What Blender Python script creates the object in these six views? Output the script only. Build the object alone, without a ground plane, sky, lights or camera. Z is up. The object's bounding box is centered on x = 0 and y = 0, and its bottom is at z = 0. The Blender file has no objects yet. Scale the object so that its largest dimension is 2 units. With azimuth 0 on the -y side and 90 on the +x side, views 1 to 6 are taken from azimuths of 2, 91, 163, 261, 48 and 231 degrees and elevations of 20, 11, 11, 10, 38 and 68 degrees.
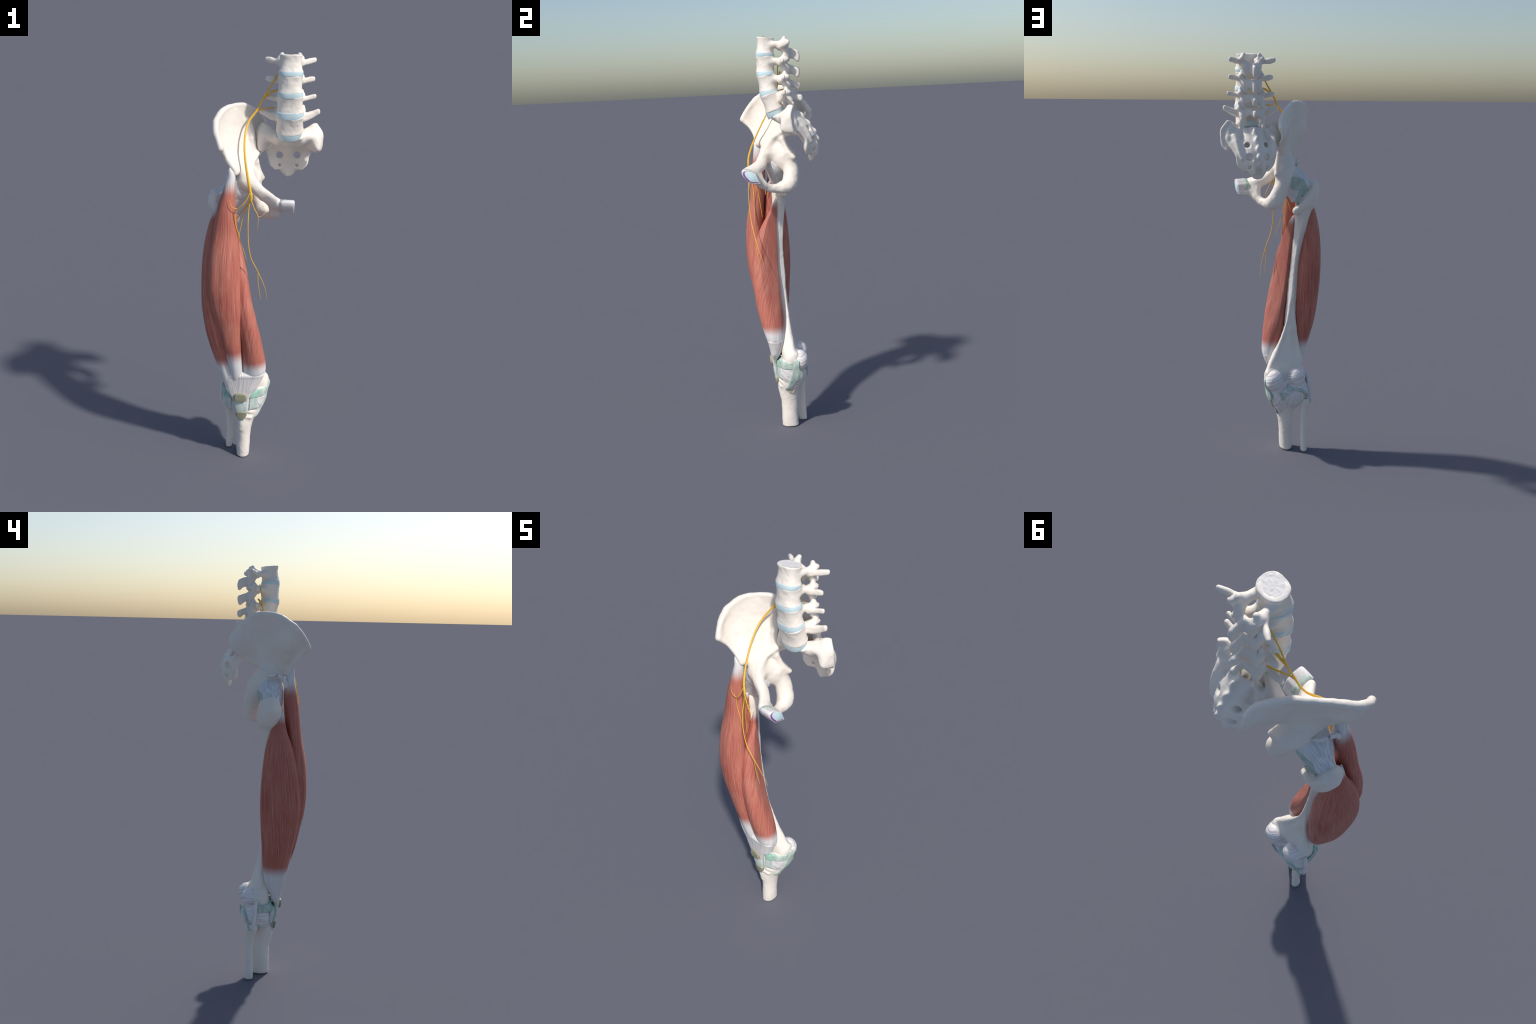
# Anatomical teaching model: lower spine, sacrum, right hip bone, thigh and knee
# with the front thigh muscles and their nerve.  Everything is built from
# strokes of "clay" (signed distance fields blended on a grid, then meshed),
# lofted muscle sections, swept nerves and ligament sheets laid on the joints.
import bpy, math
import numpy as np
from mathutils import Vector
from mathutils.bvhtree import BVHTree

XC = 0.1215          # mid plane of the spine


# ---------------------------------------------------------------- helpers
def spline(ctrl, n):
    """Catmull-Rom through the control rows (any number of columns)."""
    c = np.asarray(ctrl, float)
    d = np.r_[0, np.cumsum(np.maximum(np.linalg.norm(np.diff(c[:, :3], axis=0), axis=1), 1e-6))]
    t = np.linspace(0, d[-1], n)
    return hermite(d, c, t)


def hermite(d, c, t):
    d = np.asarray(d, float)
    c = np.asarray(c, float)
    m = np.zeros_like(c)
    s = np.diff(c, axis=0) / np.diff(d)[:, None]
    m[0], m[-1] = s[0], s[-1]
    if len(d) > 2:
        w = np.diff(d)
        m[1:-1] = (s[:-1] * w[1:, None] + s[1:] * w[:-1, None]) / (w[:-1] + w[1:])[:, None]
    i = np.clip(np.searchsorted(d, t, side="right") - 1, 0, len(d) - 2)
    h = d[i + 1] - d[i]
    u = ((t - d[i]) / h)[:, None]
    h = h[:, None]
    return ((2 * u**3 - 3 * u**2 + 1) * c[i] + (u**3 - 2 * u**2 + u) * h * m[i]
            + (3 * u**2 - 2 * u**3) * c[i + 1] + (u**3 - u**2) * h * m[i + 1])


def smin(a, b, k):
    if k <= 0:
        return np.minimum(a, b)
    h = np.maximum(k - np.abs(a - b), 0) / k
    return np.minimum(a, b) - h * h * k * 0.25


_lat = np.random.default_rng(7).uniform(-1, 1, (32, 32, 32))


def value_noise(p, scale):
    q = np.asarray(p) * scale + 100.0
    i = np.floor(q).astype(int)
    f = q - i
    f = f * f * (3 - 2 * f)
    out = 0
    for dx in (0, 1):
        for dy in (0, 1):
            for dz in (0, 1):
                w = (f[:, 0] if dx else 1 - f[:, 0]) * (f[:, 1] if dy else 1 - f[:, 1]) * (f[:, 2] if dz else 1 - f[:, 2])
                out = out + w * _lat[(i[:, 0] + dx) % 32, (i[:, 1] + dy) % 32, (i[:, 2] + dz) % 32]
    return out


class Clay:
    """Strokes blended into one distance field on a regular grid."""
    PAD = 0.035

    def __init__(self, lo, hi, h=0.003):
        self.lo, self.h = np.array(lo, float), h
        n = np.ceil((np.array(hi) - self.lo) / h).astype(int) + 1
        self.ax = [self.lo[i] + h * np.arange(n[i]) for i in range(3)]
        self.F = np.full(n, self.PAD * 1.5, np.float32)

    def grid(self):
        return np.meshgrid(*self.ax, indexing="ij", sparse=True)

    def put(self, tmp, k, carve=False):
        tmp = tmp.astype(np.float32)
        self.F = -smin(-self.F, tmp, k) if carve else smin(self.F, tmp, k)
        return self

    def balls(self, pts, rad, k=0.01, carve=False):
        tmp = np.full(self.F.shape, self.PAD, np.float32)
        h, lo = self.h, self.lo
        for p, r in zip(pts, rad):
            a = np.maximum(((p - r - self.PAD - lo) / h).astype(int), 0)
            b = np.minimum(((p + r + self.PAD - lo) / h).astype(int) + 2, self.F.shape)
            if np.any(b <= a):
                continue
            x = (self.ax[0][a[0]:b[0]] - p[0])[:, None, None] ** 2
            y = (self.ax[1][a[1]:b[1]] - p[1])[None, :, None] ** 2
            z = (self.ax[2][a[2]:b[2]] - p[2])[None, None, :] ** 2
            v = tmp[a[0]:b[0], a[1]:b[1], a[2]:b[2]]
            np.minimum(v, np.sqrt(x + y + z) - r, out=v, casting="unsafe")
        return self.put(tmp, k, carve)

    def tube(self, ctrl, k=0.01, carve=False):
        """ctrl rows: x, y, z, radius"""
        c = np.asarray(ctrl, float)
        length = np.linalg.norm(np.diff(c[:, :3], axis=0), axis=1).sum()
        n = max(3, int(length / (max(c[:, 3].min(), 0.004) * 0.35)) + 1)
        s = spline(c, n)
        return self.balls(s[:, :3], np.maximum(s[:, 3], 0.001), k, carve)

    def patch(self, rows, k=0.01, step=0.004, carve=False):
        """rows of control points (x, y, z, half thickness), swept to a plate"""
        rows = np.asarray(rows, float)
        across = max(np.linalg.norm(np.diff(r[:, :3], axis=0), axis=1).sum() for r in rows)
        along = max(np.linalg.norm(np.diff(rows[:, i, :3], axis=0), axis=1).sum() for i in range(rows.shape[1]))
        nu, nv = int(across / step) + 2, int(along / step) + 2
        r1 = np.stack([spline(r, nu) for r in rows])
        s = np.concatenate([spline(r1[:, i], nv) for i in range(nu)])
        return self.balls(s[:, :3], np.maximum(s[:, 3], 0.002), k, carve)

    def ellipsoid(self, c, axes, k=0.01, rot=None, carve=False):
        X, Y, Z = self.grid()
        d = np.stack(np.broadcast_arrays(X - c[0], Y - c[1], Z - c[2]), -1)
        if rot is not None:
            d = d @ np.asarray(rot).T
        q = d / np.asarray(axes)
        n = np.sqrt((q * q).sum(-1))
        g = np.sqrt(((q / np.asarray(axes)) ** 2).sum(-1)) + 1e-9
        return self.put(np.clip(n * (n - 1) / g, -0.05, self.PAD), k, carve)

    def zloft(self, table, k=0.01, n=2.0, carve=False):
        """table rows: z, x0, x1, y0, y1 – stacked superelliptic sections"""
        X, Y, Z = self.grid()
        t = np.asarray(sorted(table), float)
        zz = np.clip(self.ax[2], t[0, 0], t[-1, 0])
        e = hermite(t[:, 0], t[:, 1:], zz)
        cx, rx = (e[:, 0] + e[:, 1]) / 2, (e[:, 1] - e[:, 0]) / 2
        cy, ry = (e[:, 2] + e[:, 3]) / 2, (e[:, 3] - e[:, 2]) / 2
        rho = (np.abs((X - cx) / rx) ** n + np.abs((Y - cy) / ry) ** n) ** (1 / n)
        f = (rho - 1) * np.minimum(rx, ry)
        cap = np.maximum(t[0, 0] - self.ax[2], self.ax[2] - t[-1, 0])[None, None, :]
        f = -smin(-f, -np.broadcast_to(cap, f.shape), 0.004)
        return self.put(np.clip(f, -0.05, self.PAD), k, carve)

    def blur(self, times=1):
        for _ in range(times):
            for a in range(3):
                F = self.F
                f = np.pad(F, [(1, 1) if i == a else (0, 0) for i in range(3)], mode="edge")
                s0 = [slice(None)] * 3
                s2 = [slice(None)] * 3
                s0[a], s2[a] = slice(0, -2), slice(2, None)
                self.F = 0.5 * F + 0.25 * (f[tuple(s0)] + f[tuple(s2)])
        return self

    def nets(self):
        """naive surface nets"""
        F = self.F
        F[0], F[-1] = self.PAD, self.PAD
        F[:, 0], F[:, -1] = self.PAD, self.PAD
        F[:, :, 0], F[:, :, -1] = self.PAD, self.PAD
        ins = F < 0
        n = np.array(F.shape) - 1
        sums = np.zeros((*n, 3), np.float32)
        cnt = np.zeros(n, np.int16)
        for a in range(3):
            lo = [slice(None)] * 3
            hi = [slice(None)] * 3
            lo[a], hi[a] = slice(0, -1), slice(1, None)
            f0, f1 = F[tuple(lo)], F[tuple(hi)]
            cr = (f0 < 0) != (f1 < 0)
            t = np.where(cr, f0 / np.where(cr, f0 - f1, 1), 0)
            o = [i for i in range(3) if i != a]
            for u in (0, 1):
                for v in (0, 1):
                    s = [slice(None)] * 3
                    s[o[0]] = slice(u, n[o[0]] + u)
                    s[o[1]] = slice(v, n[o[1]] + v)
                    c, tt = cr[tuple(s)], t[tuple(s)]
                    cnt += c
                    sums[..., a] += tt * c
                    sums[..., o[0]] += u * c
                    sums[..., o[1]] += v * c
        act = cnt > 0
        ids = np.full(n, -1, np.int64)
        ids[act] = np.arange(act.sum())
        base = np.argwhere(act)
        verts = self.lo + self.h * (base + sums[act] / cnt[act][:, None])
        quads = []
        for a in range(3):
            b, c = (a + 1) % 3, (a + 2) % 3
            s0 = [slice(1, -1)] * 3
            s1 = [slice(1, -1)] * 3
            s0[a], s1[a] = slice(0, -1), slice(1, None)
            i0, i1 = ins[tuple(s0)], ins[tuple(s1)]
            e = np.argwhere(i0 != i1)
            start = i0[tuple(e.T)]
            e = e + 1
            e[:, a] -= 1
            off = np.zeros((4, 3), int)
            off[1, b] = off[2, b] = -1
            off[2, c] = off[3, c] = -1
            q = np.stack([ids[tuple((e + o).T)] for o in off], 1)
            q[~start] = q[~start][:, ::-1]
            quads.append(q)
        return verts, np.concatenate(quads)


def relax(v, q, times, amount=0.5):
    e = np.concatenate([q[:, [i, (i + 1) % 4]] for i in range(4)])
    for _ in range(times):
        s = np.zeros_like(v)
        for a in range(3):
            s[:, a] = np.bincount(e[:, 0], v[e[:, 1], a], len(v)) + np.bincount(e[:, 1], v[e[:, 0], a], len(v))
        c = np.bincount(e[:, 0], minlength=len(v)) + np.bincount(e[:, 1], minlength=len(v))
        v = v + amount * (s / np.maximum(c, 1)[:, None] - v)
    return v


def normals_of(v, q):
    n = np.cross(v[q[:, 2]] - v[q[:, 0]], v[q[:, 3]] - v[q[:, 1]])
    out = np.zeros_like(v)
    for i in range(4):
        for a in range(3):
            out[:, a] += np.bincount(q[:, i], n[:, a], len(v))
    return out / np.maximum(np.linalg.norm(out, axis=1), 1e-12)[:, None]


ROOT = bpy.data.objects.new("thigh_anatomy_model", None)
bpy.context.scene.collection.objects.link(ROOT)
ROOT["label"] = "anatomical model of lower spine, hip, thigh muscles, knee and femoral nerve"
ROOT["category"] = "anatomy model"
SURF = {}


def add_mesh(name, v, f, mat, parent=None):
    me = bpy.data.meshes.new(name)
    me.from_pydata([tuple(p) for p in v], [], [tuple(int(i) for i in p) for p in f])
    me.polygons.foreach_set("use_smooth", np.ones(len(me.polygons), bool))
    me.materials.append(mat)
    me.update()
    ob = bpy.data.objects.new(name, me)
    bpy.context.scene.collection.objects.link(ob)
    ob.parent = parent or ROOT
    return ob


def clay_mesh(name, clay, mat, lumps=(), smooth=2, keep=None, parent=None, slim=.0014):
    v, q = clay.nets()
    v = relax(v, q, smooth)
    for scale, amp in lumps:
        v = v + normals_of(v, q) * (value_noise(v, scale) * amp)[:, None]
    v = v - normals_of(v, q) * slim * np.clip(v[:, 2:] / .02, 0, 1)     # grid meshing swells a little
    v[:, 2] = np.maximum(v[:, 2], 0.0)
    SURF[keep or name] = (v, q)
    return add_mesh(name, v, q, mat, parent)


def tree(*names):
    vs, qs, o = [], [], 0
    for n in names:
        v, q = SURF[n]
        vs.append(v)
        qs.append(q + o)
        o += len(v)
    return BVHTree.FromPolygons([tuple(p) for p in np.concatenate(vs)], [tuple(int(i) for i in p) for p in np.concatenate(qs)])


def ring_faces(nr, na, close=True):
    f = []
    for i in range(nr - 1):
        for j in range(na):
            k = (j + 1) % na
            f.append((i * na + j, i * na + k, (i + 1) * na + k, (i + 1) * na + j))
    return f


def loft_mesh(name, table, mat, nr=140, na=72, n=2.2, quad=None, lean=0.0, slim=True, lumps=(), keep=None, shape=None, parent=None):
    """closed loft; table rows z, x0, x1, y0, y1 (top to bottom or reverse)"""
    t = np.asarray(sorted(table), float)
    s = np.linspace(0, 1, nr)
    zz = t[0, 0] + (t[-1, 0] - t[0, 0]) * (0.5 - 0.5 * np.cos(np.pi * s)) ** 1.0
    e = hermite(t[:, 0], t[:, 1:], zz)
    a = np.linspace(0, 2 * np.pi, na, endpoint=False)
    ca, sa = np.cos(a), np.sin(a)
    if quad:  # section fullness by quarter: (+x+y, -x+y, -x-y, +x-y)
        qi = (a // (np.pi / 2)).astype(int) % 4
        w = np.clip((zz - .52) / .33, 0, 1)[:, None]
        w = w * w * (3 - 2 * w)
        n = np.array(quad[0])[qi][None] * (1 - w) + np.array(quad[1])[qi][None] * w
        lean = lean * w
    ux = np.sign(ca) * np.abs(ca) ** (2 / n) * np.ones((nr, 1))
    uy = np.sign(sa) * np.abs(sa) ** (2 / n) * np.ones((nr, 1))
    rx, ry = np.maximum((e[:, 1] - e[:, 0]) / 2, 1e-4), np.maximum((e[:, 3] - e[:, 2]) / 2, 1e-4)
    x = ((e[:, 0] + e[:, 1]) / 2)[:, None] + rx[:, None] * ux
    y = ((e[:, 2] + e[:, 3]) / 2)[:, None] + ry[:, None] * uy
    y = y - lean * ry[:, None] * np.clip(ux, 0, 1)      # inner bulge sits forward
    v = np.stack([x, y, np.repeat(zz[:, None], na, 1)], -1)
    if shape:
        v = shape(v)
    v = v.reshape(-1, 3)
    f = ring_faces(nr, na)
    q = np.array(f)
    for scale, amp in lumps:
        v = v + normals_of(v, q) * (value_noise(v * np.array([1, 1, 0.15]), scale) * amp)[:, None]
    v = v - normals_of(v, q) * .0016 if slim else v
    v = np.vstack([v, v[:na].mean(0), v[(nr - 1) * na:nr * na].mean(0)])
    SURF[keep or name] = (v, q)
    cap = [(j, nr * na, (j + 1) % na) for j in range(na)]
    cap += [((nr - 1) * na + j, (nr - 1) * na + (j + 1) % na, nr * na + 1) for j in range(na)]
    cap = [c[::-1] if i < na else c for i, c in enumerate(cap)]
    cap = [(c[0], c[1], c[2]) for c in cap]
    return add_mesh(name, v, f + [c[::-1] if i < na else c for i, c in enumerate(cap)], mat, parent)


def sweep(name, ctrl, mat, na=14, parent=None, flat=1.0, step=0.006):
    """tube along control rows x, y, z, radius; flat squeezes it along y"""
    c = np.asarray(ctrl, float)
    length = np.linalg.norm(np.diff(c[:, :3], axis=0), axis=1).sum()
    s = spline(c, max(6, int(length / step)))
    p, r = s[:, :3], np.maximum(s[:, 3], 0.0006)
    tan = np.gradient(p, axis=0)
    tan /= np.linalg.norm(tan, axis=1)[:, None]
    up = np.array([0.3, 0.9, 0.1])
    b = np.cross(tan, up)
    b /= np.linalg.norm(b, axis=1)[:, None]
    n2 = np.cross(b, tan)
    a = np.linspace(0, 2 * np.pi, na, endpoint=False)
    v = p[:, None] + r[:, None, None] * (np.cos(a)[None, :, None] * b[:, None] + flat * np.sin(a)[None, :, None] * n2[:, None])
    nr = len(p)
    # rounded ends
    e0 = p[0] - tan[0] * r[0] * 0.5
    e1 = p[-1] + tan[-1] * r[-1] * 0.5
    v = np.vstack([v.reshape(-1, 3), e0, e1])
    f = ring_faces(nr, na)
    f += [((j + 1) % na, j, nr * na) for j in range(na)]
    f += [((nr - 1) * na + j, (nr - 1) * na + (j + 1) % na, nr * na + 1) for j in range(na)]
    return add_mesh(name, v, f, mat, parent)


def outer_hit(bvh, p, axis):
    """outermost surface point seen from outside, looking at the joint axis"""
    c = Vector((axis[0], axis[1], p[2]))
    d = (Vector(p) - c).normalized()
    return bvh.ray_cast(c + d * .25, -d)


def sheet(name, rows, mat, bvh, lift=0.003, thick=0.003, nu=26, nv=26, parent=None, axis=(-.072, .022)):
    """ligament sheet: control rows laid on the surface below, given thickness"""
    rows = np.asarray(rows, float)
    r1 = np.stack([spline(r, nu) if len(r) > 2 else np.linspace(r[0], r[1], nu) for r in rows])
    g = np.stack([spline(r1[:, i], nv) if len(rows) > 2 else np.linspace(r1[0, i], r1[1, i], nv) for i in range(nu)], 1)
    pos, nor = np.zeros_like(g), np.zeros_like(g)
    for i in range(nv):
        for j in range(nu):
            if bvh is None:      # free-standing strap
                pos[i, j], nor[i, j] = g[i, j], (0, -1, 0)
            elif axis:
                hit = outer_hit(bvh, g[i, j], axis)
                c = np.array([axis[0], axis[1], g[i, j, 2]])
                out = np.linalg.norm(g[i, j] - c) - np.linalg.norm(np.array(hit[0]) - c)
                # bridge hollows, never sink below the surface
                pos[i, j] = g[i, j] if 0 < out < .012 else hit[0]
                nor[i, j] = (Vector(g[i, j] - c).normalized() + hit[1]) / 2
            else:
                hit = bvh.find_nearest(Vector(g[i, j]))
                pos[i, j], nor[i, j] = hit[0], hit[1]
    for _ in range(3):
        for arr in (pos, nor):
            b = arr.copy()
            b[1:-1] = 0.5 * arr[1:-1] + 0.25 * (arr[2:] + arr[:-2])
            b[:, 1:-1] = 0.5 * b[:, 1:-1] + 0.25 * (b[:, 2:] + b[:, :-2])
            arr[:] = b
    for i in range(nv):
        for j in range(nu):
            if bvh is None:
                continue
            if axis:
                hit = outer_hit(bvh, pos[i, j], axis)
                c = np.array([axis[0], axis[1], pos[i, j, 2]])
                if hit[0] is not None and np.linalg.norm(pos[i, j] - c) < np.linalg.norm(np.array(hit[0]) - c):
                    pos[i, j] = hit[0]
            else:
                pos[i, j] = bvh.find_nearest(Vector(pos[i, j]))[0]
    nor /= np.linalg.norm(nor, axis=2)[..., None]
    edge = np.minimum(np.minimum(np.arange(nv), np.arange(nv)[::-1])[:, None], np.minimum(np.arange(nu), np.arange(nu)[::-1])[None, :])
    w = np.clip(edge / 3.0, 0, 1) ** 0.5
    top = pos + nor * (lift + thick * (w - 0.3))[..., None]
    bot = pos - nor * (0.004 if bvh else 0.012)
    v = np.vstack([top.reshape(-1, 3), bot.reshape(-1, 3)])
    f, o = [], nu * nv
    for i in range(nv - 1):
        for j in range(nu - 1):
            a, b, c, d = i * nu + j, i * nu + j + 1, (i + 1) * nu + j + 1, (i + 1) * nu + j
            f += [(a, b, c, d), (o + d, o + c, o + b, o + a)]
    rim = [j for j in range(nu)] + [i * nu + nu - 1 for i in range(1, nv)] + [(nv - 1) * nu + j for j in range(nu - 2, -1, -1)] + [i * nu for i in range(nv - 2, 0, -1)]
    for a, b in zip(rim, rim[1:] + rim[:1]):
        f.append((b, a, o + a, o + b))
    ob = add_mesh(name, v, f, mat, parent)
    m = ob.data
    import bmesh
    bm = bmesh.new()
    bm.from_mesh(m)
    bmesh.ops.recalc_face_normals(bm, faces=bm.faces)
    bm.to_mesh(m)
    bm.free()
    SURF[name] = (v, np.array([q for q in f if len(q) == 4]))
    return ob


# ---------------------------------------------------------------- materials
def new_mat(name, rough=0.5, spec=0.35):
    m = bpy.data.materials.new(name)
    m.use_nodes = True
    nt = m.node_tree
    b = nt.nodes["Principled BSDF"]
    b.inputs["Roughness"].default_value = rough
    b.inputs["Specular IOR Level"].default_value = spec
    return m, nt, b


def noise_node(nt, scale, detail=3.0, mapping=(1, 1, 1), rot=(0, 0, 0), rough=0.5):
    tc = nt.nodes.new("ShaderNodeTexCoord")
    r = nt.nodes.new("ShaderNodeVectorRotate")
    r.rotation_type = "EULER_XYZ"
    r.inputs["Rotation"].default_value = rot
    mp = nt.nodes.new("ShaderNodeMapping")
    mp.inputs["Scale"].default_value = mapping
    n = nt.nodes.new("ShaderNodeTexNoise")
    n.inputs["Scale"].default_value = scale
    n.inputs["Detail"].default_value = detail
    n.inputs["Roughness"].default_value = rough
    nt.links.new(tc.outputs["Object"], r.inputs["Vector"])
    nt.links.new(r.outputs[0], mp.inputs["Vector"])
    nt.links.new(mp.outputs[0], n.inputs["Vector"])
    return n


def ramp(nt, src, stops):
    r = nt.nodes.new("ShaderNodeValToRGB")
    el = r.color_ramp.elements
    while len(el) < len(stops):
        el.new(0.5)
    for e, (p, c) in zip(el, stops):
        e.position = p
        e.color = (*c, 1)
    nt.links.new(src, r.inputs["Fac"])
    return r.outputs["Color"]


def mix(nt, fac, a, b, mode="MIX"):
    m = nt.nodes.new("ShaderNodeMix")
    m.data_type = "RGBA"
    m.blend_type = mode
    for sock, val in ((m.inputs[0], fac), (m.inputs[6], a), (m.inputs[7], b)):
        if hasattr(val, "is_linked"):
            nt.links.new(val, sock)
        elif isinstance(val, (int, float)):
            sock.default_value = val
        else:
            sock.default_value = (*val, 1)
    return m.outputs[2]


def bump(nt, b, src, strength, dist):
    n = nt.nodes.new("ShaderNodeBump")
    n.inputs["Strength"].default_value = strength
    n.inputs["Distance"].default_value = dist
    nt.links.new(src, n.inputs["Height"])
    nt.links.new(n.outputs[0], b.inputs["Normal"])


def plain(name, c0, c1, scale=30, rough=0.5, spec=0.35, bstr=0.15, bdist=0.002, alpha=1.0):
    m, nt, b = new_mat(name, rough, spec)
    n = noise_node(nt, scale, 4)
    nt.links.new(ramp(nt, n.outputs["Fac"], [(0.3, c0), (0.7, c1)]), b.inputs["Base Color"])
    n2 = noise_node(nt, scale * 4, 3)
    bump(nt, b, n2.outputs["Fac"], bstr, bdist)
    b.inputs["Alpha"].default_value = alpha
    return m


def fibrous(name, dark, light, mapping, rot=(0, 0, 0), scale=1.0, rough=0.5, spec=0.3, bstr=0.4, bdist=0.003, alpha=1.0, stops=(0.35, 0.65)):
    """streaks along the axis whose mapping scale is small"""
    m, nt, b = new_mat(name, rough, spec)
    n = noise_node(nt, scale, 2, mapping, rot)
    nt.links.new(ramp(nt, n.outputs["Fac"], [(stops[0], dark), (stops[1], light)]), b.inputs["Base Color"])
    bump(nt, b, n.outputs["Fac"], bstr, bdist)
    b.inputs["Alpha"].default_value = alpha
    return m


def round_noise(nt, top, bottom, seam, around, along, slant, detail=3):
    """streaks running down a muscle: noise on (angle round its axis, height).
    top, bottom: points of the axis; seam: direction in which the angle wraps"""
    tc = nt.nodes.new("ShaderNodeTexCoord")
    sep = nt.nodes.new("ShaderNodeSeparateXYZ")
    nt.links.new(tc.outputs["Object"], sep.inputs[0])

    def op(kind, *ins):
        m = nt.nodes.new("ShaderNodeMath")
        m.operation = kind
        for i, q in enumerate(ins):
            if isinstance(q, (int, float)):
                m.inputs[i].default_value = q
            else:
                nt.links.new(q, m.inputs[i])
        return m.outputs[0]
    dz = top[2] - bottom[2]
    off = []
    for i, out in enumerate(("X", "Y")):
        k = (top[i] - bottom[i]) / dz
        off.append(op("SUBTRACT", sep.outputs[out], op("MULTIPLY_ADD", sep.outputs["Z"], k, bottom[i] - k * bottom[2])))
    sx, sy = seam
    u = op("ADD", op("MULTIPLY", off[0], -sx), op("MULTIPLY", off[1], -sy))
    w = op("ADD", op("MULTIPLY", off[0], -sy), op("MULTIPLY", off[1], sx))
    ang = op("ARCTAN2", w, u)
    com = nt.nodes.new("ShaderNodeCombineXYZ")
    nt.links.new(op("MULTIPLY", op("MULTIPLY_ADD", sep.outputs["Z"], slant, ang), around), com.inputs[0])
    nt.links.new(op("MULTIPLY", sep.outputs["Z"], along), com.inputs[2])
    n = nt.nodes.new("ShaderNodeTexNoise")
    n.inputs["Scale"].default_value = 1.0
    n.inputs["Detail"].default_value = detail
    nt.links.new(com.outputs[0], n.inputs["Vector"])
    return n


def muscle(name, fades, axis, slant=0.0):
    """red fibres; fades: list of (z_white, z_red) – tendon ends"""
    m, nt, b = new_mat(name, 0.48, 0.3)
    L = nt.links.new
    fib = round_noise(nt, *axis, 13, 5, slant)
    fine = round_noise(nt, *axis, 38, 9, slant, 2)
    patch = noise_node(nt, 14, 3, (1, 1, 0.5))
    streak = round_noise(nt, *axis, 26, 11, slant, 1)
    red = ramp(nt, fib.outputs["Fac"], [(0.3, (0.36, 0.092, 0.068)), (0.5, (0.475, 0.142, 0.105)), (0.72, (0.57, 0.22, 0.165))])
    red = mix(nt, ramp(nt, patch.outputs["Fac"], [(0.45, (0, 0, 0)), (0.75, (0.45, 0.45, 0.45))]), red, (0.58, 0.24, 0.16))
    red = mix(nt, ramp(nt, streak.outputs["Fac"], [(0.56, (0, 0, 0)), (0.76, (0.6, 0.6, 0.6))]), red, (0.66, 0.38, 0.29))
    tend = ramp(nt, fib.outputs["Fac"], [(0.35, (0.68, 0.66, 0.65)), (0.6, (0.82, 0.81, 0.80))])
    tc = nt.nodes.new("ShaderNodeTexCoord")
    sep = nt.nodes.new("ShaderNodeSeparateXYZ")
    L(tc.outputs["Object"], sep.inputs[0])
    z = nt.nodes.new("ShaderNodeMath")
    z.operation = "MULTIPLY_ADD"
    L(fib.outputs["Fac"], z.inputs[0])
    z.inputs[1].default_value = 0.03
    z2 = nt.nodes.new("ShaderNodeMath")
    z2.operation = "ADD"
    z2.inputs[1].default_value = -0.015
    L(sep.outputs["Z"], z2.inputs[0])
    L(z2.outputs[0], z.inputs[2])
    col = red
    for zw, zr in fades:
        r = nt.nodes.new("ShaderNodeMapRange")
        r.interpolation_type = "SMOOTHSTEP"
        r.inputs["From Min"].default_value = min(zw, zr)
        r.inputs["From Max"].default_value = max(zw, zr)
        r.inputs["To Min"].default_value = 1.0 if zw < zr else 0.0
        r.inputs["To Max"].default_value = 0.0 if zw < zr else 1.0
        L(z.outputs[0], r.inputs["Value"])
        col = mix(nt, r.outputs[0], col, tend)
    L(col, b.inputs["Base Color"])
    add = nt.nodes.new("ShaderNodeMath")
    add.operation = "ADD"
    L(fib.outputs["Fac"], add.inputs[0])
    L(fine.outputs["Fac"], add.inputs[1])
    bump(nt, b, add.outputs[0], 0.25, 0.0025)
    return m


BONE = plain("bone", (0.80, 0.735, 0.66), (0.87, 0.81, 0.735), 9, 0.5, 0.35, 0.12, 0.002)
ENDPLATE = plain("rough_endplate", (0.74, 0.70, 0.67), (0.85, 0.82, 0.79), 60, 0.6, 0.25, 0.2, 0.002)
DISC = plain("disc_cartilage", (0.56, 0.72, 0.765), (0.62, 0.77, 0.81), 20, 0.4, 0.4, 0.1)
NERVE = plain("nerve_yellow", (0.84, 0.47, 0.045), (0.90, 0.54, 0.075), 40, 0.4, 0.4, 0.1)
GREEN = fibrous("green_ligament", (0.40, 0.51, 0.445), (0.54, 0.635, 0.57), (60, 60, 14), rough=0.5, bstr=0.3)
GREEN_DEEP = fibrous("deep_green_ligament", (0.27, 0.51, 0.41), (0.37, 0.60, 0.49), (60, 60, 14), rough=0.5, bstr=0.3)
GREEN_PALE = fibrous("pale_green_ligament", (0.47, 0.57, 0.52), (0.65, 0.715, 0.665), (150, 150, 12), rough=0.5, bstr=0.3)
PAD_PALE = plain("pale_olive_pad", (0.48, 0.46, 0.36), (0.54, 0.52, 0.42), 60, 0.45, 0.35, 0.1)
BURSA = plain("olive_pad", (0.27, 0.27, 0.185), (0.32, 0.315, 0.22), 60, 0.45, 0.35, 0.1)
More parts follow.
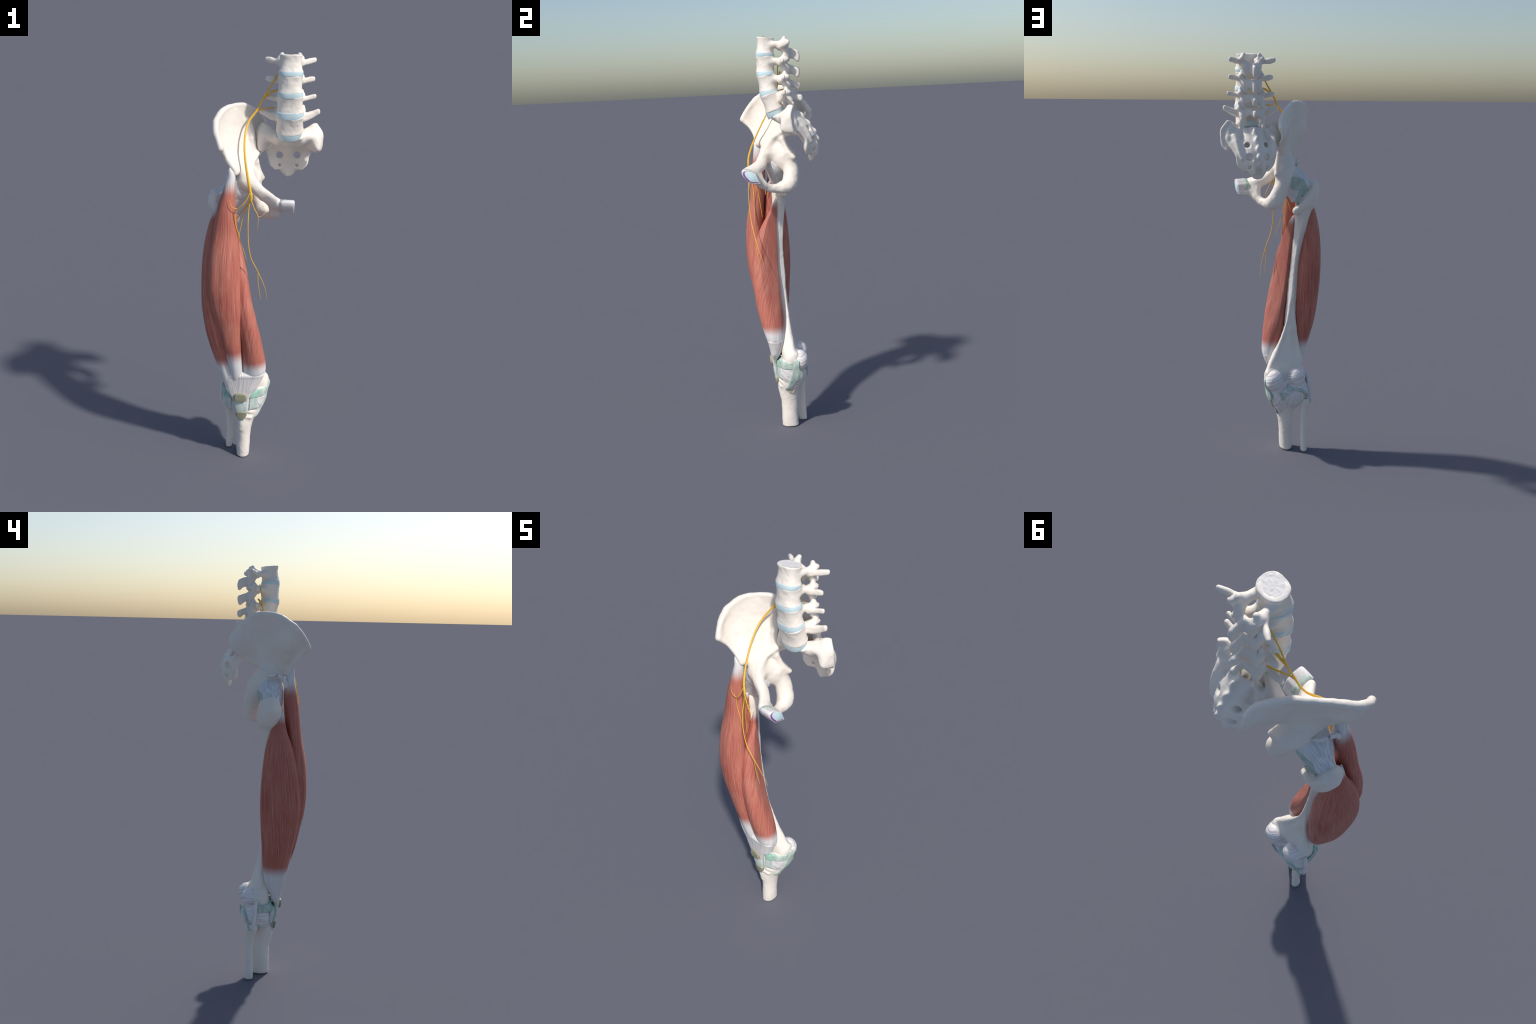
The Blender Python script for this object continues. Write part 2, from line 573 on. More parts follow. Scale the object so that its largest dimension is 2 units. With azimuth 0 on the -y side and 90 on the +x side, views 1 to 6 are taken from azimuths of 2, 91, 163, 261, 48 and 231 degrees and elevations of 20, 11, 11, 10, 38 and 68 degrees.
def fan_noise(nt, x0, z0, lines):
    """streaks that fan out from the point x0, z0 of the front plane"""
    tc = nt.nodes.new("ShaderNodeTexCoord")
    sep = nt.nodes.new("ShaderNodeSeparateXYZ")
    nt.links.new(tc.outputs["Object"], sep.inputs[0])

    def math_node(op, a, b):
        m = nt.nodes.new("ShaderNodeMath")
        m.operation = op
        for i, q in enumerate((a, b)):
            if isinstance(q, (int, float)):
                m.inputs[i].default_value = q
            else:
                nt.links.new(q, m.inputs[i])
        return m.outputs[0]
    ang = math_node("ARCTAN2", math_node("SUBTRACT", sep.outputs["X"], x0), math_node("SUBTRACT", sep.outputs["Z"], z0))
    com = nt.nodes.new("ShaderNodeCombineXYZ")
    nt.links.new(math_node("MULTIPLY", ang, lines), com.inputs[0])
    nt.links.new(math_node("MULTIPLY", sep.outputs["Y"], 25.0), com.inputs[1])
    nt.links.new(math_node("MULTIPLY", sep.outputs["Z"], 9.0), com.inputs[2])
    n = nt.nodes.new("ShaderNodeTexNoise")
    n.inputs["Scale"].default_value = 1.0
    n.inputs["Detail"].default_value = 2
    nt.links.new(com.outputs[0], n.inputs["Vector"])
    return n


def knee_fibres():
    m, nt, b = new_mat("fibrous_capsule", 0.5, 0.3)
    level = noise_node(nt, 1.0, 2, (9, 9, 190), (0, -0.42, 0))
    down = fan_noise(nt, -.065, .42, 32)
    tc = nt.nodes.new("ShaderNodeTexCoord")
    sep = nt.nodes.new("ShaderNodeSeparateXYZ")
    r = nt.nodes.new("ShaderNodeMapRange")
    r.inputs["From Min"].default_value, r.inputs["From Max"].default_value = .308, .330
    nt.links.new(tc.outputs["Object"], sep.inputs[0])
    nt.links.new(sep.outputs["Z"], r.inputs["Value"])
    f = mix(nt, r.outputs[0], down.outputs["Color"], level.outputs["Color"])
    bw = nt.nodes.new("ShaderNodeSeparateColor")
    nt.links.new(f, bw.inputs[0])
    nt.links.new(ramp(nt, bw.outputs[0], [(0.36, (0.64, 0.575, 0.56)), (0.55, (0.85, 0.82, 0.81))]), b.inputs["Base Color"])
    bump(nt, b, bw.outputs[0], 0.5, 0.004)
    return m


def fan_tendon():
    m, nt, b = new_mat("fanned_tendon", 0.5, 0.3)
    n = fan_noise(nt, -.086, .20, 75)
    nt.links.new(ramp(nt, n.outputs["Fac"], [(0.36, (0.68, 0.62, 0.60)), (0.56, (0.85, 0.82, 0.80))]), b.inputs["Base Color"])
    bump(nt, b, n.outputs["Fac"], 0.5, 0.004)
    return m


KNEE_FIB = knee_fibres()
TENDON_FAN = fan_tendon()
HIP_FIB = fibrous("hip_capsule_fibres", (0.60, 0.60, 0.61), (0.80, 0.80, 0.81), (150, 150, 5), rot=(0, -1.0, 0), bstr=0.5, bdist=0.005)
TENDON = fibrous("tendon_white", (0.74, 0.69, 0.67), (0.85, 0.82, 0.80), (170, 120, 5), bstr=0.5, bdist=0.004)
PUBIC_FIB = fibrous("pubic_ligament", (0.62, 0.57, 0.56), (0.74, 0.71, 0.71), (4, 60, 140), bstr=0.3)
PURPLE = plain("purple_rim", (0.22, 0.06, 0.30), (0.28, 0.09, 0.36), 30)

# ---------------------------------------------------------------- spine
# per vertebra: front top, back top, front bottom, back bottom (y, z), half
# widths top / waist / bottom
BODIES = [
    dict(ft=(-.083, 1.998), bt=(.001, 1.987), fb=(-.091, 1.929), bb=(-.001, 1.921), w=(.053, .0465, .058)),
    dict(ft=(-.092, 1.911), bt=(.001, 1.905), fb=(-.093, 1.839), bb=(-.003, 1.842), w=(.0555, .050, .0575)),
    dict(ft=(-.091, 1.817), bt=(.003, 1.828), fb=(-.082, 1.750), bb=(.008, 1.762), w=(.0595, .054, .0635)),
    dict(ft=(-.078, 1.723), bt=(.013, 1.751), fb=(-.056, 1.647), bb=(.030, 1.686), w=(.0645, .058, .061)),
]
# joint and process points, right and left alike: (dx, y, z)
PROC = [
    dict(tp=[(.040, .022, 1.955, .013), (.065, .038, 1.957, .0095), (.090, .053, 1.962, .0105), (.106, .062, 1.965, .008)],
         sap=[(.040, .028, 1.958, .013), (.043, .046, 1.976, .011), (.038, .052, 1.990, .0075)],
         iap=[(.034, .052, 1.945, .010), (.031, .056, 1.915, .011), (.029, .058, 1.893, .0095)],
         sp=[[(.060, 1.938), (.085, 1.933), (.102, 1.923)], [(.066, 1.918), (.090, 1.910), (.107, 1.903)], [(.070, 1.905), (.092, 1.897), (.106, 1.888)]]),
    dict(tp=[(.042, .020, 1.880, .013), (.066, .026, 1.880, .0095), (.090, .032, 1.885, .0105), (.102, .034, 1.886, .0085)],
         sap=[(.042, .022, 1.884, .013), (.046, .042, 1.897, .011), (.044, .046, 1.911, .0075)],
         iap=[(.036, .048, 1.868, .010), (.034, .053, 1.845, .011), (.033, .055, 1.821, .0095)],
         sp=[[(.058, 1.863), (.085, 1.858), (.102, 1.846)], [(.062, 1.847), (.088, 1.840), (.105, 1.832)], [(.066, 1.836), (.086, 1.826), (.101, 1.818)]]),
    dict(tp=[(.045, .020, 1.800, .013), (.068, .028, 1.801, .009), (.092, .034, 1.807, .009), (.109, .036, 1.810, .008)],
         sap=[(.045, .024, 1.806, .013), (.051, .042, 1.817, .011), (.049, .048, 1.834, .0075)],
         iap=[(.040, .049, 1.790, .010), (.042, .054, 1.770, .011), (.044, .057, 1.748, .0095)],
         sp=[[(.062, 1.795), (.085, 1.788), (.103, 1.777)], [(.066, 1.782), (.088, 1.775), (.104, 1.769)], [(.072, 1.773), (.090, 1.767), (.102, 1.761)]]),
    dict(tp=[(.048, .020, 1.722, .018), (.075, .026, 1.722, .015), (.105, .032, 1.733, .012), (.126, .034, 1.743, .0105)],
         sap=[(.048, .030, 1.735, .014), (.056, .048, 1.748, .011), (.056, .054, 1.766, .008)],
         iap=[(.046, .058, 1.722, .011), (.048, .064, 1.702, .011), (.048, .068, 1.682, .0095)],
         sp=[[(.074, 1.727), (.092, 1.724), (.112, 1.722)], [(.076, 1.718), (.094, 1.714), (.114, 1.713)], [(.080, 1.712), (.096, 1.707), (.112, 1.706)]]),
]


def body_frame(B):
    ft, bt, fb, bb = (np.array(B[k]) for k in ("ft", "bt", "fb", "bb"))
    top, bot = (ft + bt) / 2, (fb + bb) / 2
    ap = (bt - ft) + (bb - fb)
    ap /= np.linalg.norm(ap)
    up = np.array([-ap[1], ap[0]])
    return ft, bt, fb, bb, top, bot, ap, up


for B, P in zip(BODIES, PROC):
    ft, bt, fb, bb, top, bot, ap, up = body_frame(B)
    mid = (top + bot) / 2
    cl = Clay((XC - .155, -.115, mid[1] - .10), (XC + .155, .145, mid[1] + .085), 0.0025)
    X, Y, Z = cl.grid()
    # body: hollow-waisted drum between the two endplates
    h = np.linalg.norm(top - bot) / 2 + .0042
    b_ = (Y - mid[0]) * ap[0] + (Z - mid[1]) * ap[1]
    c_ = (Y - mid[0]) * up[0] + (Z - mid[1]) * up[1]
    s = np.clip(c_ / h, -1.2, 1.2)
    w = np.where(s > 0, B["w"][1] + (B["w"][0] - B["w"][1]) * np.abs(s) ** 2.4, B["w"][1] + (B["w"][2] - B["w"][1]) * np.abs(s) ** 2.4)
    dt, db = np.linalg.norm(bt - ft) / 2, np.linalg.norm(bb - fb) / 2
    dep = (dt + db) / 2 + (dt - db) / 2 * s - 0.0055 * (1 - np.abs(s) ** 2.4)
    shift = ((top - bot) @ ap) / 2 * s
    bq = (b_ - shift) / dep
    bq = np.where(bq > 0, bq * 1.0, bq)
    ax_ = np.abs(X - XC) / (w * np.where(bq > 0.3, 1 - 0.10 * (bq - 0.3), 1))
    rho = (ax_ ** 2.35 + np.abs(bq) ** 2.35) ** (1 / 2.35)
    f = (rho - 1) * 0.048
    cap = np.abs(c_) - h
    f = -smin(-f, -np.broadcast_to(cap, f.shape), 0.004)
    # dished endplates with a raised rim
    dish = np.abs(c_) - (h - 0.002)
    f = np.where(rho < 0.8, np.maximum(f, dish + 0.006 * np.clip((rho - 0.6) / 0.2, 0, 1) * -1 + 0.0), f)
    cl.put(np.clip(f, -.05, cl.PAD), 0.0)
    for sg in (-1, 1):
        def m(rows):
            return [(XC + sg * r[0], *r[1:]) for r in rows]
        t0, s0, i0 = P["tp"][0], P["sap"][0], P["iap"]
        cl.tube(m([(.030, bt[0] - .020, t0[2] + .006, .017), (.034, bt[0] + .008, t0[2] + .007, .015), (t0[0], t0[1] + .010, t0[2] + .005, .016)]), 0.012)
        cl.tube(m([(t0[0] - .002, t0[1] + .014, t0[2] + .002, .016), (i0[0][0] + .001, i0[0][1] - .008, i0[0][2] - .004, .0155), (i0[1][0], i0[1][1] - .004, i0[1][2] + .002, .0145)]), 0.012)
        tp = np.array(m(P["tp"]))
        # flattened paddle: two stacked tubes
        up_ = tp.copy()
        up_[:, 2] += tp[:, 3] * 0.45
        up_[:, 3] *= 0.85
        dn_ = tp.copy()
        dn_[:, 2] -= tp[:, 3] * 0.5
        dn_[:, 3] *= 0.85
        cl.tube(up_, 0.004)
        cl.tube(dn_, 0.006)
        sa_ = np.array(m(P["sap"]))
        sa_[:, 3] += .003
        sa_[1:, 1] -= .005
        sa_[1:, 2] -= .003
        cl.tube(sa_, 0.010)
        # mammillary knob
        q = P["sap"][1]
        cl.ellipsoid((XC + sg * (q[0] + .005), q[1] + .008, q[2] - .005), (.011, .015, .012), 0.008)
        ia_ = np.array(m(i0))
        ia_[:, 3] += .0025
        cl.tube(ia_, 0.008)
        # lamina plate from the joint column to the mid line
        sp = P["sp"]
        cl.patch([m([(i0[0][0] + .002, i0[0][1] - .008, i0[0][2] + .010, .009), (.018, sp[0][0][0] - .006, sp[0][0][1] + .006, .0085), (0, sp[0][0][0], sp[0][0][1], .008)]),
                  m([(i0[1][0] - .002, i0[1][1], i0[1][2] + .008, .0075), (.016, sp[1][0][0] - .003, sp[1][0][1] + .002, .007), (0, sp[1][0][0], sp[1][0][1], .007)]),
                  m([(i0[1][0] - .004, i0[1][1] + .001, i0[1][2] - .006, .0075), (.015, sp[2][0][0] - .004, sp[2][0][1] + .002, .0065), (0, sp[2][0][0] - .002, sp[2][0][1] + .002, .006)])], 0.008, 0.003)
    sp = P["sp"]
    cl.patch([[(XC, p[0], p[1], .007 if j < 2 else .0105) for j, p in enumerate(r)] for r in sp], 0.008, 0.003)
    # vertebral canal
    cl.tube([(XC, bt[0] + .018, t0[2] + .08, .017), (XC, bt[0] + .020, t0[2], .0165), (XC, bb[0] + .022, bb[1] - .05, .017)], 0.004, carve=True)
    cl.blur(1)
    clay_mesh("vertebra", cl, BONE, lumps=((34, .0019), (90, .0006)), smooth=1, slim=.0004)


def disc(top_b, bot_b, wt, wb):
    """wedge between two endplates; rows (front y,z), (back y,z)"""
    (f1, b1), (f0, b0) = [(np.array(a), np.array(b)) for a, b in (top_b, bot_b)]
    na, rows, v = 80, [], []
    a = np.linspace(0, 2 * np.pi, na, endpoint=False)
    ux = np.sign(np.cos(a)) * np.abs(np.cos(a)) ** (2 / 2.35)
    uy = np.sign(np.sin(a)) * np.abs(np.sin(a)) ** (2 / 2.35)
    prof = [(-.1, 0.5), (-.1, .95), (.02, .965), (.5, .97), (.98, .965), (1.1, .95), (1.1, .5)]
    for s, g in prof:
        fr, bk = f0 + (f1 - f0) * s, b0 + (b1 - b0) * s
        c, d = (fr + bk) / 2, (bk - fr) / 2
        w = wb + (wt - wb) * s
        sh = np.where(uy > 0.3, 1 - 0.10 * (uy - 0.3), 1)
        v.append(np.stack([XC + w * g * ux * sh, c[0] + d[0] * g * uy, c[1] + d[1] * g * uy], 1))
    v = np.concatenate(v)
    f = ring_faces(len(prof), na)
    f += [tuple(range(na))[::-1], tuple(range((len(prof) - 1) * na, len(prof) * na))]
    return add_mesh("intervertebral_disc", v, f, DISC)


SACRUM_TOP = ((-.046, 1.622), (.033, 1.663))
levels = [((B["fb"], B["bb"]), B["w"][2]) for B in BODIES]
below = [((B["ft"], B["bt"]), B["w"][0]) for B in BODIES[1:]] + [(SACRUM_TOP, .055)]
for (t, wt), (b, wb) in zip(levels, below):
    disc(t, b, wt - .001, wb - .001)
# rough top endplate of the uppermost body
B = BODIES[0]
na = 64
a = np.linspace(0, 2 * np.pi, na, endpoint=False)
ft, bt = np.array(B["ft"]), np.array(B["bt"])
c, d = (ft + bt) / 2, (bt - ft) / 2
v = [(XC, c[0], c[1] - .001)]
nr = 26
for i in range(1, nr + 1):
    g = i / nr * .88
    for t in a:
        ux = np.sign(np.cos(t)) * abs(np.cos(t)) ** .85
        uy = np.sign(np.sin(t)) * abs(np.sin(t)) ** .85
        v.append((XC + .0525 * g * ux, c[0] + d[0] * g * uy, c[1] + d[1] * g * uy - .0005))
v = np.array(v)
v[:, 2] += value_noise(v, 110) * .0007 + value_noise(v, 230) * .0004 + .0044 + .0004 * np.clip(np.hypot((v[:, 0] - XC) / .042, (v[:, 1] - c[0]) / .034), 0, 1) ** 2
f = [(0, 1 + j, 1 + (j + 1) % na) for j in range(na)]
f += [(1 + i * na + j, 1 + (i + 1) * na + j, 1 + (i + 1) * na + (j + 1) % na, 1 + i * na + (j + 1) % na) for i in range(nr - 1) for j in range(na)]
add_mesh("endplate", v, f, ENDPLATE)

# ---------------------------------------------------------------- sacrum
cl = Clay((XC - .19, -.075, 1.395), (XC + .19, .215, 1.725), 0.003)
# mid line of the curved wedge: half width, y, z, half thickness
MID = [(.050, -.008, 1.640, .024), (.052, .030, 1.616, .024), (.055, .074, 1.586, .020), (.055, .112, 1.548, .021),
       (.050, .138, 1.506, .020), (.040, .148, 1.472, .016), (.032, .150, 1.446, .012), (.020, .151, 1.430, .009)]
ft, bt = (np.array(p) for p in SACRUM_TOP)
for s in np.linspace(-1, 1, 9):
    rows = [(XC + s * w * .9, y + .010 * abs(s) * (z < 1.6), z, t * (1 - .25 * s * s)) for w, y, z, t in MID]
    cl.tube(rows, 0.012)
# flat top endplate plane
X, Y, Z = cl.grid()
ap = (bt - ft) / np.linalg.norm(bt - ft)
upv = np.array([-ap[1], ap[0]])
c = (ft + bt) / 2
for sg in (-1, 1):
    def m(rows):
        return [(XC + sg * r[0], *r[1:]) for r in rows]
    # wings: from the body out to the front edge, then back over the ear-shaped joint face
    cl.patch([m([(.045, .020, 1.645, .014), (.085, .045, 1.660, .012), (.118, .060, 1.680, .009), (.124, .068, 1.678, .008)]),
              m([(.045, .015, 1.625, .020), (.095, .027, 1.634, .016), (.132, .036, 1.638, .010), (.146, .056, 1.640, .010)]),
              m([(.050, .025, 1.610, .020), (.095, .028, 1.622, .014), (.130, .024, 1.606, .010), (.148, .060, 1.606, .009)]),
              m([(.055, .058, 1.602, .015), (.095, .044, 1.606, .012), (.127, .020, 1.578, .009), (.140, .066, 1.568, .010)]),
              m([(.055, .092, 1.584, .014), (.090, .078, 1.592, .011), (.118, .048, 1.563, .009), (.127, .080, 1.550, .009)])], 0.012, 0.005)
    cl.patch([m([(.060, .070, 1.605, .018), (.098, .070, 1.612, .014), (.120, .078, 1.602, .010)]),
              m([(.060, .115, 1.565, .018), (.088, .110, 1.565, .015), (.106, .102, 1.562, .010)]),
              m([(.050, .140, 1.520, .015), (.076, .132, 1.520, .013), (.090, .128, 1.520, .009)]),
              m([(.045, .148, 1.490, .014), (.066, .134, 1.482, .012), (.078, .126, 1.478, .010)]),
              m([(.035, .150, 1.462, .012), (.054, .138, 1.460, .011), (.062, .130, 1.460, .009)])], 0.012, 0.005)
    # bulk behind the joint face
    cl.tube(m([(.100, .062, 1.655, .018), (.112, .064, 1.630, .021), (.112, .068, 1.602, .023), (.112, .070, 1.576, .016), (.094, .088, 1.575, .018)]), 0.015)
    cl.tube(m([(.070, .070, 1.635, .016), (.086, .086, 1.612, .018), (.086, .100, 1.592, .018)]), 0.015)
    # superior articular horns and lateral crest
    cl.tube(m([(.052, .062, 1.640, .014), (.055, .070, 1.668, .011), (.056, .074, 1.694, .008)]), 0.010)
    cl.tube(m([(.040, .085, 1.640, .010), (.030, .110, 1.610, .010), (.032, .150, 1.560, .008), (.026, .176, 1.510, .007), (.022, .182, 1.475, .007), (.018, .176, 1.448, .007)]), 0.012)
    cl.tube(m([(.098, .095, 1.615, .010), (.092, .120, 1.585, .011), (.084, .140, 1.550, .010), (.072, .152, 1.515, .009)]), 0.010)
# back plate and jagged median crest
cl.patch([[(XC - .036, .070, 1.642, .009), (XC, .088, 1.652, .008), (XC + .036, .070, 1.642, .009)],
          [(XC - .045, .108, 1.605, .011), (XC, .118, 1.612, .012), (XC + .045, .108, 1.605, .011)],
          [(XC - .045, .145, 1.560, .011), (XC, .154, 1.565, .014), (XC + .045, .145, 1.560, .011)],
          [(XC - .038, .166, 1.510, .011), (XC, .172, 1.512, .013), (XC + .038, .166, 1.510, .011)],
          [(XC - .028, .168, 1.475, .010), (XC, .168, 1.480, .010), (XC + .028, .168, 1.475, .010)]], 0.012, 0.005)
crest = [(.098, 1.652, .007), (.112, 1.640, .009), (.130, 1.612, .008), (.146, 1.598, .010), (.158, 1.575, .008), (.172, 1.560, .010), (.178, 1.538, .008), (.186, 1.520, .009), (.183, 1.500, .007), (.185, 1.484, .006)]
cl.tube([(XC + (.006 if i % 2 else -.005), y + .002, z, r - .001) for i, (y, z, r) in enumerate(crest)], 0.007)
cl.tube([(XC, .155, 1.445, .010), (XC, .150, 1.424, .008)], 0.008)
# holes: pelvic and dorsal openings run right through below the first pair
for sg in (-1, 1):
    # one pair pierces the bone, the others are pits in the back or slits in front
    for rows in ([(.040, .085, 1.527, .019), (.041, .115, 1.526, .015), (.041, .141, 1.522, .0118), (.042, .165, 1.520, .014), (.043, .20, 1.518, .020)], [(.040, .10, 1.484, .0045), (.040, .14, 1.474, .005), (.040, .20, 1.470, .006)],
                 [(.064, .105, 1.610, .011), (.066, .140, 1.620, .014)], [(.044, .120, 1.572, .010), (.046, .165, 1.578, .0125)]):
        cl.tube(m(rows), 0.006, carve=True)
    # hollow under the horns, behind the wings
    cl.tube([(XC + sg * .078, .092, 1.668, .012), (XC + sg * .074, .104, 1.640, .009)], 0.012, carve=True)
# canal opening at the top and the hiatus at the tail
cl.tube([(XC, .050, 1.690, .020), (XC, .058, 1.655, .018), (XC, .090, 1.610, .014), (XC, .130, 1.560, .009)], 0.006, carve=True)
cl.tube([(XC, .176, 1.455, .011), (XC, .172, 1.438, .011)], 0.005, carve=True)
dd = (Y - c[0]) * upv[0] + (Z - c[1]) * upv[1]
box = np.maximum(np.maximum(np.abs(X - XC) - .066, -dd), ((Y - c[0]) * ap[0] + (Z - c[1]) * ap[1]) - .047)
cl.put(np.clip(np.broadcast_to(box, cl.F.shape), -.05, cl.PAD), 0.003, carve=True)
cl.blur(1)
clay_mesh("sacrum", cl, BONE, lumps=((30, .0014), (80, .0006)), smooth=2)

# ---------------------------------------------------------------- hip bone
cl = Clay((-.225, -.215, 1.225), (.125, .195, 1.80), 0.0032)
CREST = np.array([(.005, .153, 1.652, .016), (-.002, .130, 1.688, .015), (-.034, .096, 1.730, .0125), (-.074, .056, 1.760, .011), (-.120, .012, 1.769, .011),
                  (-.157, -.030, 1.762, .012), (-.193, -.090, 1.724, .0145), (-.196, -.135, 1.682, .0135), (-.181, -.166, 1.642, .012), (-.172, -.178, 1.616, .012)])
BASE = np.array([(-.006, .082, 1.552, .013), (-.022, .052, 1.545, .016), (-.036, .030, 1.538, .018), (-.048, .010, 1.530, .020), (-.060, -.010, 1.522, .022),
                 (-.072, -.030, 1.515, .022), (-.084, -.050, 1.508, .021), (-.095, -.070, 1.503, .020), (-.104, -.088, 1.500, .018), (-.113, -.102, 1.497, .015)])
rows = [CREST]
for t, thin, bow in ((.12, .45, .006), (.33, .15, .015), (.6, .12, .014), (.82, .6, .005)):
    r = CREST * (1 - t) + BASE * t
    u = np.linspace(0, 1, 10)
    flat = .0068 + .007 * np.clip(1 - u * 3.2, 0, 1) + .003 * (u > .95)
    r[:, 3] = r[:, 3] * thin + flat * (1 - thin)
    swell = np.exp(-((u - .74) / .17) ** 2)        # outward belly of the front wing
    rear = np.exp(-((u - .18) / .16) ** 2)         # and of the rear part
    r[:, 0] -= bow * (1.5 * swell + .5 * rear + .2)
    r[:, 1] += bow * (.4 * swell + .9 * rear) + (.024 * (1 - u) ** 4 * math.sin(math.pi * min(t * 1.2, 1)))
    r[:, 1] += .016 * np.clip((u - .85) / .15, 0, 1) * math.sin(math.pi * min(t * 1.1, 1))
    rows.append(r)
rows.append(BASE)
cl.patch(rows, 0.008, 0.0042)
cl.tube(CREST, 0.006)
# front edge with its two spines
cl.tube([(-.172, -.176, 1.618, .012), (-.164, -.142, 1.585, .009), (-.152, -.122, 1.552, .009), (-.128, -.108, 1.518, .012), (-.114, -.104, 1.492, .014)], 0.010)
# joint face towards the sacrum
cl.tube([(-.038, .024, 1.575, .014), (-.047, .034, 1.64, .016), (-.062, .044, 1.70, .013)], 0.02)
# gluteal swelling on the outer face
cl.tube([(-.200, -.105, 1.712, .010), (-.196, -.100, 1.670, .008), (-.172, -.085, 1.610, .008)], 0.02)
# socket block, inner wall
cl.ellipsoid((-.070, -.022, 1.452), (.046, .072, .078), 0.02)
cl.ellipsoid((-.045, .022, 1.430), (.036, .050, .070), 0.02)
# arcuate line
cl.tube([(-.020, .020, 1.555, .012), (-.040, -.030, 1.520, .012), (-.040, -.070, 1.470, .014), (-.005, -.095, 1.427, .011), (.040, -.125, 1.400, .010), (.075, -.165, 1.386, .010)], 0.016)
# sitting bone
cl.tube([(-.042, .040, 1.440, .038), (-.030, .054, 1.385, .037), (-.014, .054, 1.332, .040), (.008, .040, 1.292, .037), (.020, .014, 1.283, .028)], 0.02)
cl.tube([(.008, .030, 1.286, .032), (.026, -.012, 1.282, .024), (.042, -.052, 1.287, .0225), (.066, -.088, 1.306, .021), (.092, -.116, 1.332, .019)], 0.015)
# spine of the sitting bone
cl.tube([(-.030, .040, 1.445, .030), (-.012, .060, 1.432, .020), (.006, .075, 1.426, .0095)], 0.016)
cl.tube([(-.026, .018, 1.515, .018), (-.012, .040, 1.470, .014), (.002, .066, 1.432, .010)], 0.014)
# upper branch to the pubic body
cl.tube([(-.066, -.058, 1.452, .038), (-.030, -.080, 1.426, .029), (.006, -.091, 1.396, .028), (.044, -.117, 1.377, .026), (.074, -.148, 1.369, .021)], 0.02)
cl.patch([[(.042, -.110, 1.366, .018), (.080, -.158, 1.372, .019), (.090, -.162, 1.372, .016)],
          [(.050, -.098, 1.342, .018), (.082, -.132, 1.350, .016), (.090, -.138, 1.352, .014)],
          [(.056, -.084, 1.308, .018), (.086, -.112, 1.330, .013), (.098, -.112, 1.332, .011)]], 0.012, 0.004)
# hole framed by the branches, and the socket
t_ = .30
cl.ellipsoid((.020, -.040, 1.345), (.075, .047, .034), 0.006, rot=[(1, 0, 0), (0, math.cos(t_), -math.sin(t_)), (0, math.sin(t_), math.cos(t_))], carve=True)
cl.ellipsoid((-.114, -.020, 1.408), (.056, .056, .056), 0.006, carve=True)
# wide notch behind
cl.tube([(-.10, .075, 1.490, .030), (-.02, .088, 1.488, .030), (.06, .10, 1.486, .030)], 0.010, carve=True)
cl.blur(1)
clay_mesh("hip_bone", cl, BONE, lumps=((22, .0022), (60, .0012)), smooth=1)

# fibrous stump with the cartilage face of the pubic joint
na, v = 56, []
a = np.linspace(0, 2 * np.pi, na, endpoint=False)
axis = np.array([.0815, -.062])
axis /= np.linalg.norm(axis)
nrm = np.array([axis[1], -axis[0]])
cen = np.array([-.138, 1.352])


def drop(g, grow=1.0):
    """drop-shaped section: blunt front top, pointed low back end"""
    l = np.cos(a)
    half = np.where(l < 0, .0245, .0245 * (1 - np.clip(l, 0, 1) ** 1.6) + .0035)
    p = np.outer(l * .055 * g, axis) + np.outer(np.sin(a) * half * g * grow, nrm)
    return cen + p


prof = [(.086, .90), (.088, .99), (.100, 1.0), (.125, 1.0), (.142, .985), (.148, .93), (.1485, .86), (.1475, .80), (.1475, .3)]
for x, g in prof:
    p = drop(g)
    v.append(np.column_stack([np.full(na, x), p]))
v = np.concatenate(v)
f = ring_faces(len(prof), na)
f += [tuple(range(na))[::-1], tuple(range((len(prof) - 1) * na, len(prof) * na))]
stump = add_mesh("pubic_ligament", v, f, PUBIC_FIB)


def face_plate(name, g0, x0, x1, mat, shift=(0, 0)):
    p = drop(g0) + np.outer(np.ones(na), shift)
    q = drop(g0 * .97) + np.outer(np.ones(na), shift)
    v = np.concatenate([np.column_stack([np.full(na, x0), p]), np.column_stack([np.full(na, x1 - .0006), p]), np.column_stack([np.full(na, x1), q])])
    f = ring_faces(3, na) + [tuple(range(na))[::-1], tuple(range(2 * na, 3 * na))]
    return add_mesh(name, v, f, mat, stump)


# pale green band across the back of the stump
sel = np.linspace(1.12 * np.pi, 1.70 * np.pi, 20)
full, a = a, sel
v = []
for x, g in ((.089, .985), (.090, 1.03), (.100, 1.035), (.113, 1.035), (.114, .985)):
    p = drop(g)
    v.append(np.column_stack([np.full(len(sel), x), p]))
a = full
n_ = len(sel)
v = np.concatenate(v)
f = [(i * n_ + j, i * n_ + j + 1, (i + 1) * n_ + j + 1, (i + 1) * n_ + j) for i in range(4) for j in range(n_ - 1)]
f += [(0, n_, 2 * n_, 3 * n_, 4 * n_), tuple(i * n_ + n_ - 1 for i in (4, 3, 2, 1, 0))]
band = add_mesh("pubic_band", v, f, GREEN, stump)
face_plate("cartilage_rim", .80, .146, .1490, PURPLE, (-.002, -.001))
face_plate("joint_cartilage", .745, .1465, .1505, DISC, (.004, .0005))

# ---------------------------------------------------------------- femur
cl = Clay((-.265, -.10, .345), (.07, .125, 1.455), 0.0034)
cl.ellipsoid((-.108, -.020, 1.408), (.048, .048, .048), 0.01)
cl.tube([(-.108, -.020, 1.405, .034), (-.145, -.014, 1.378, .031), (-.180, -.006, 1.345, .034)], 0.015)
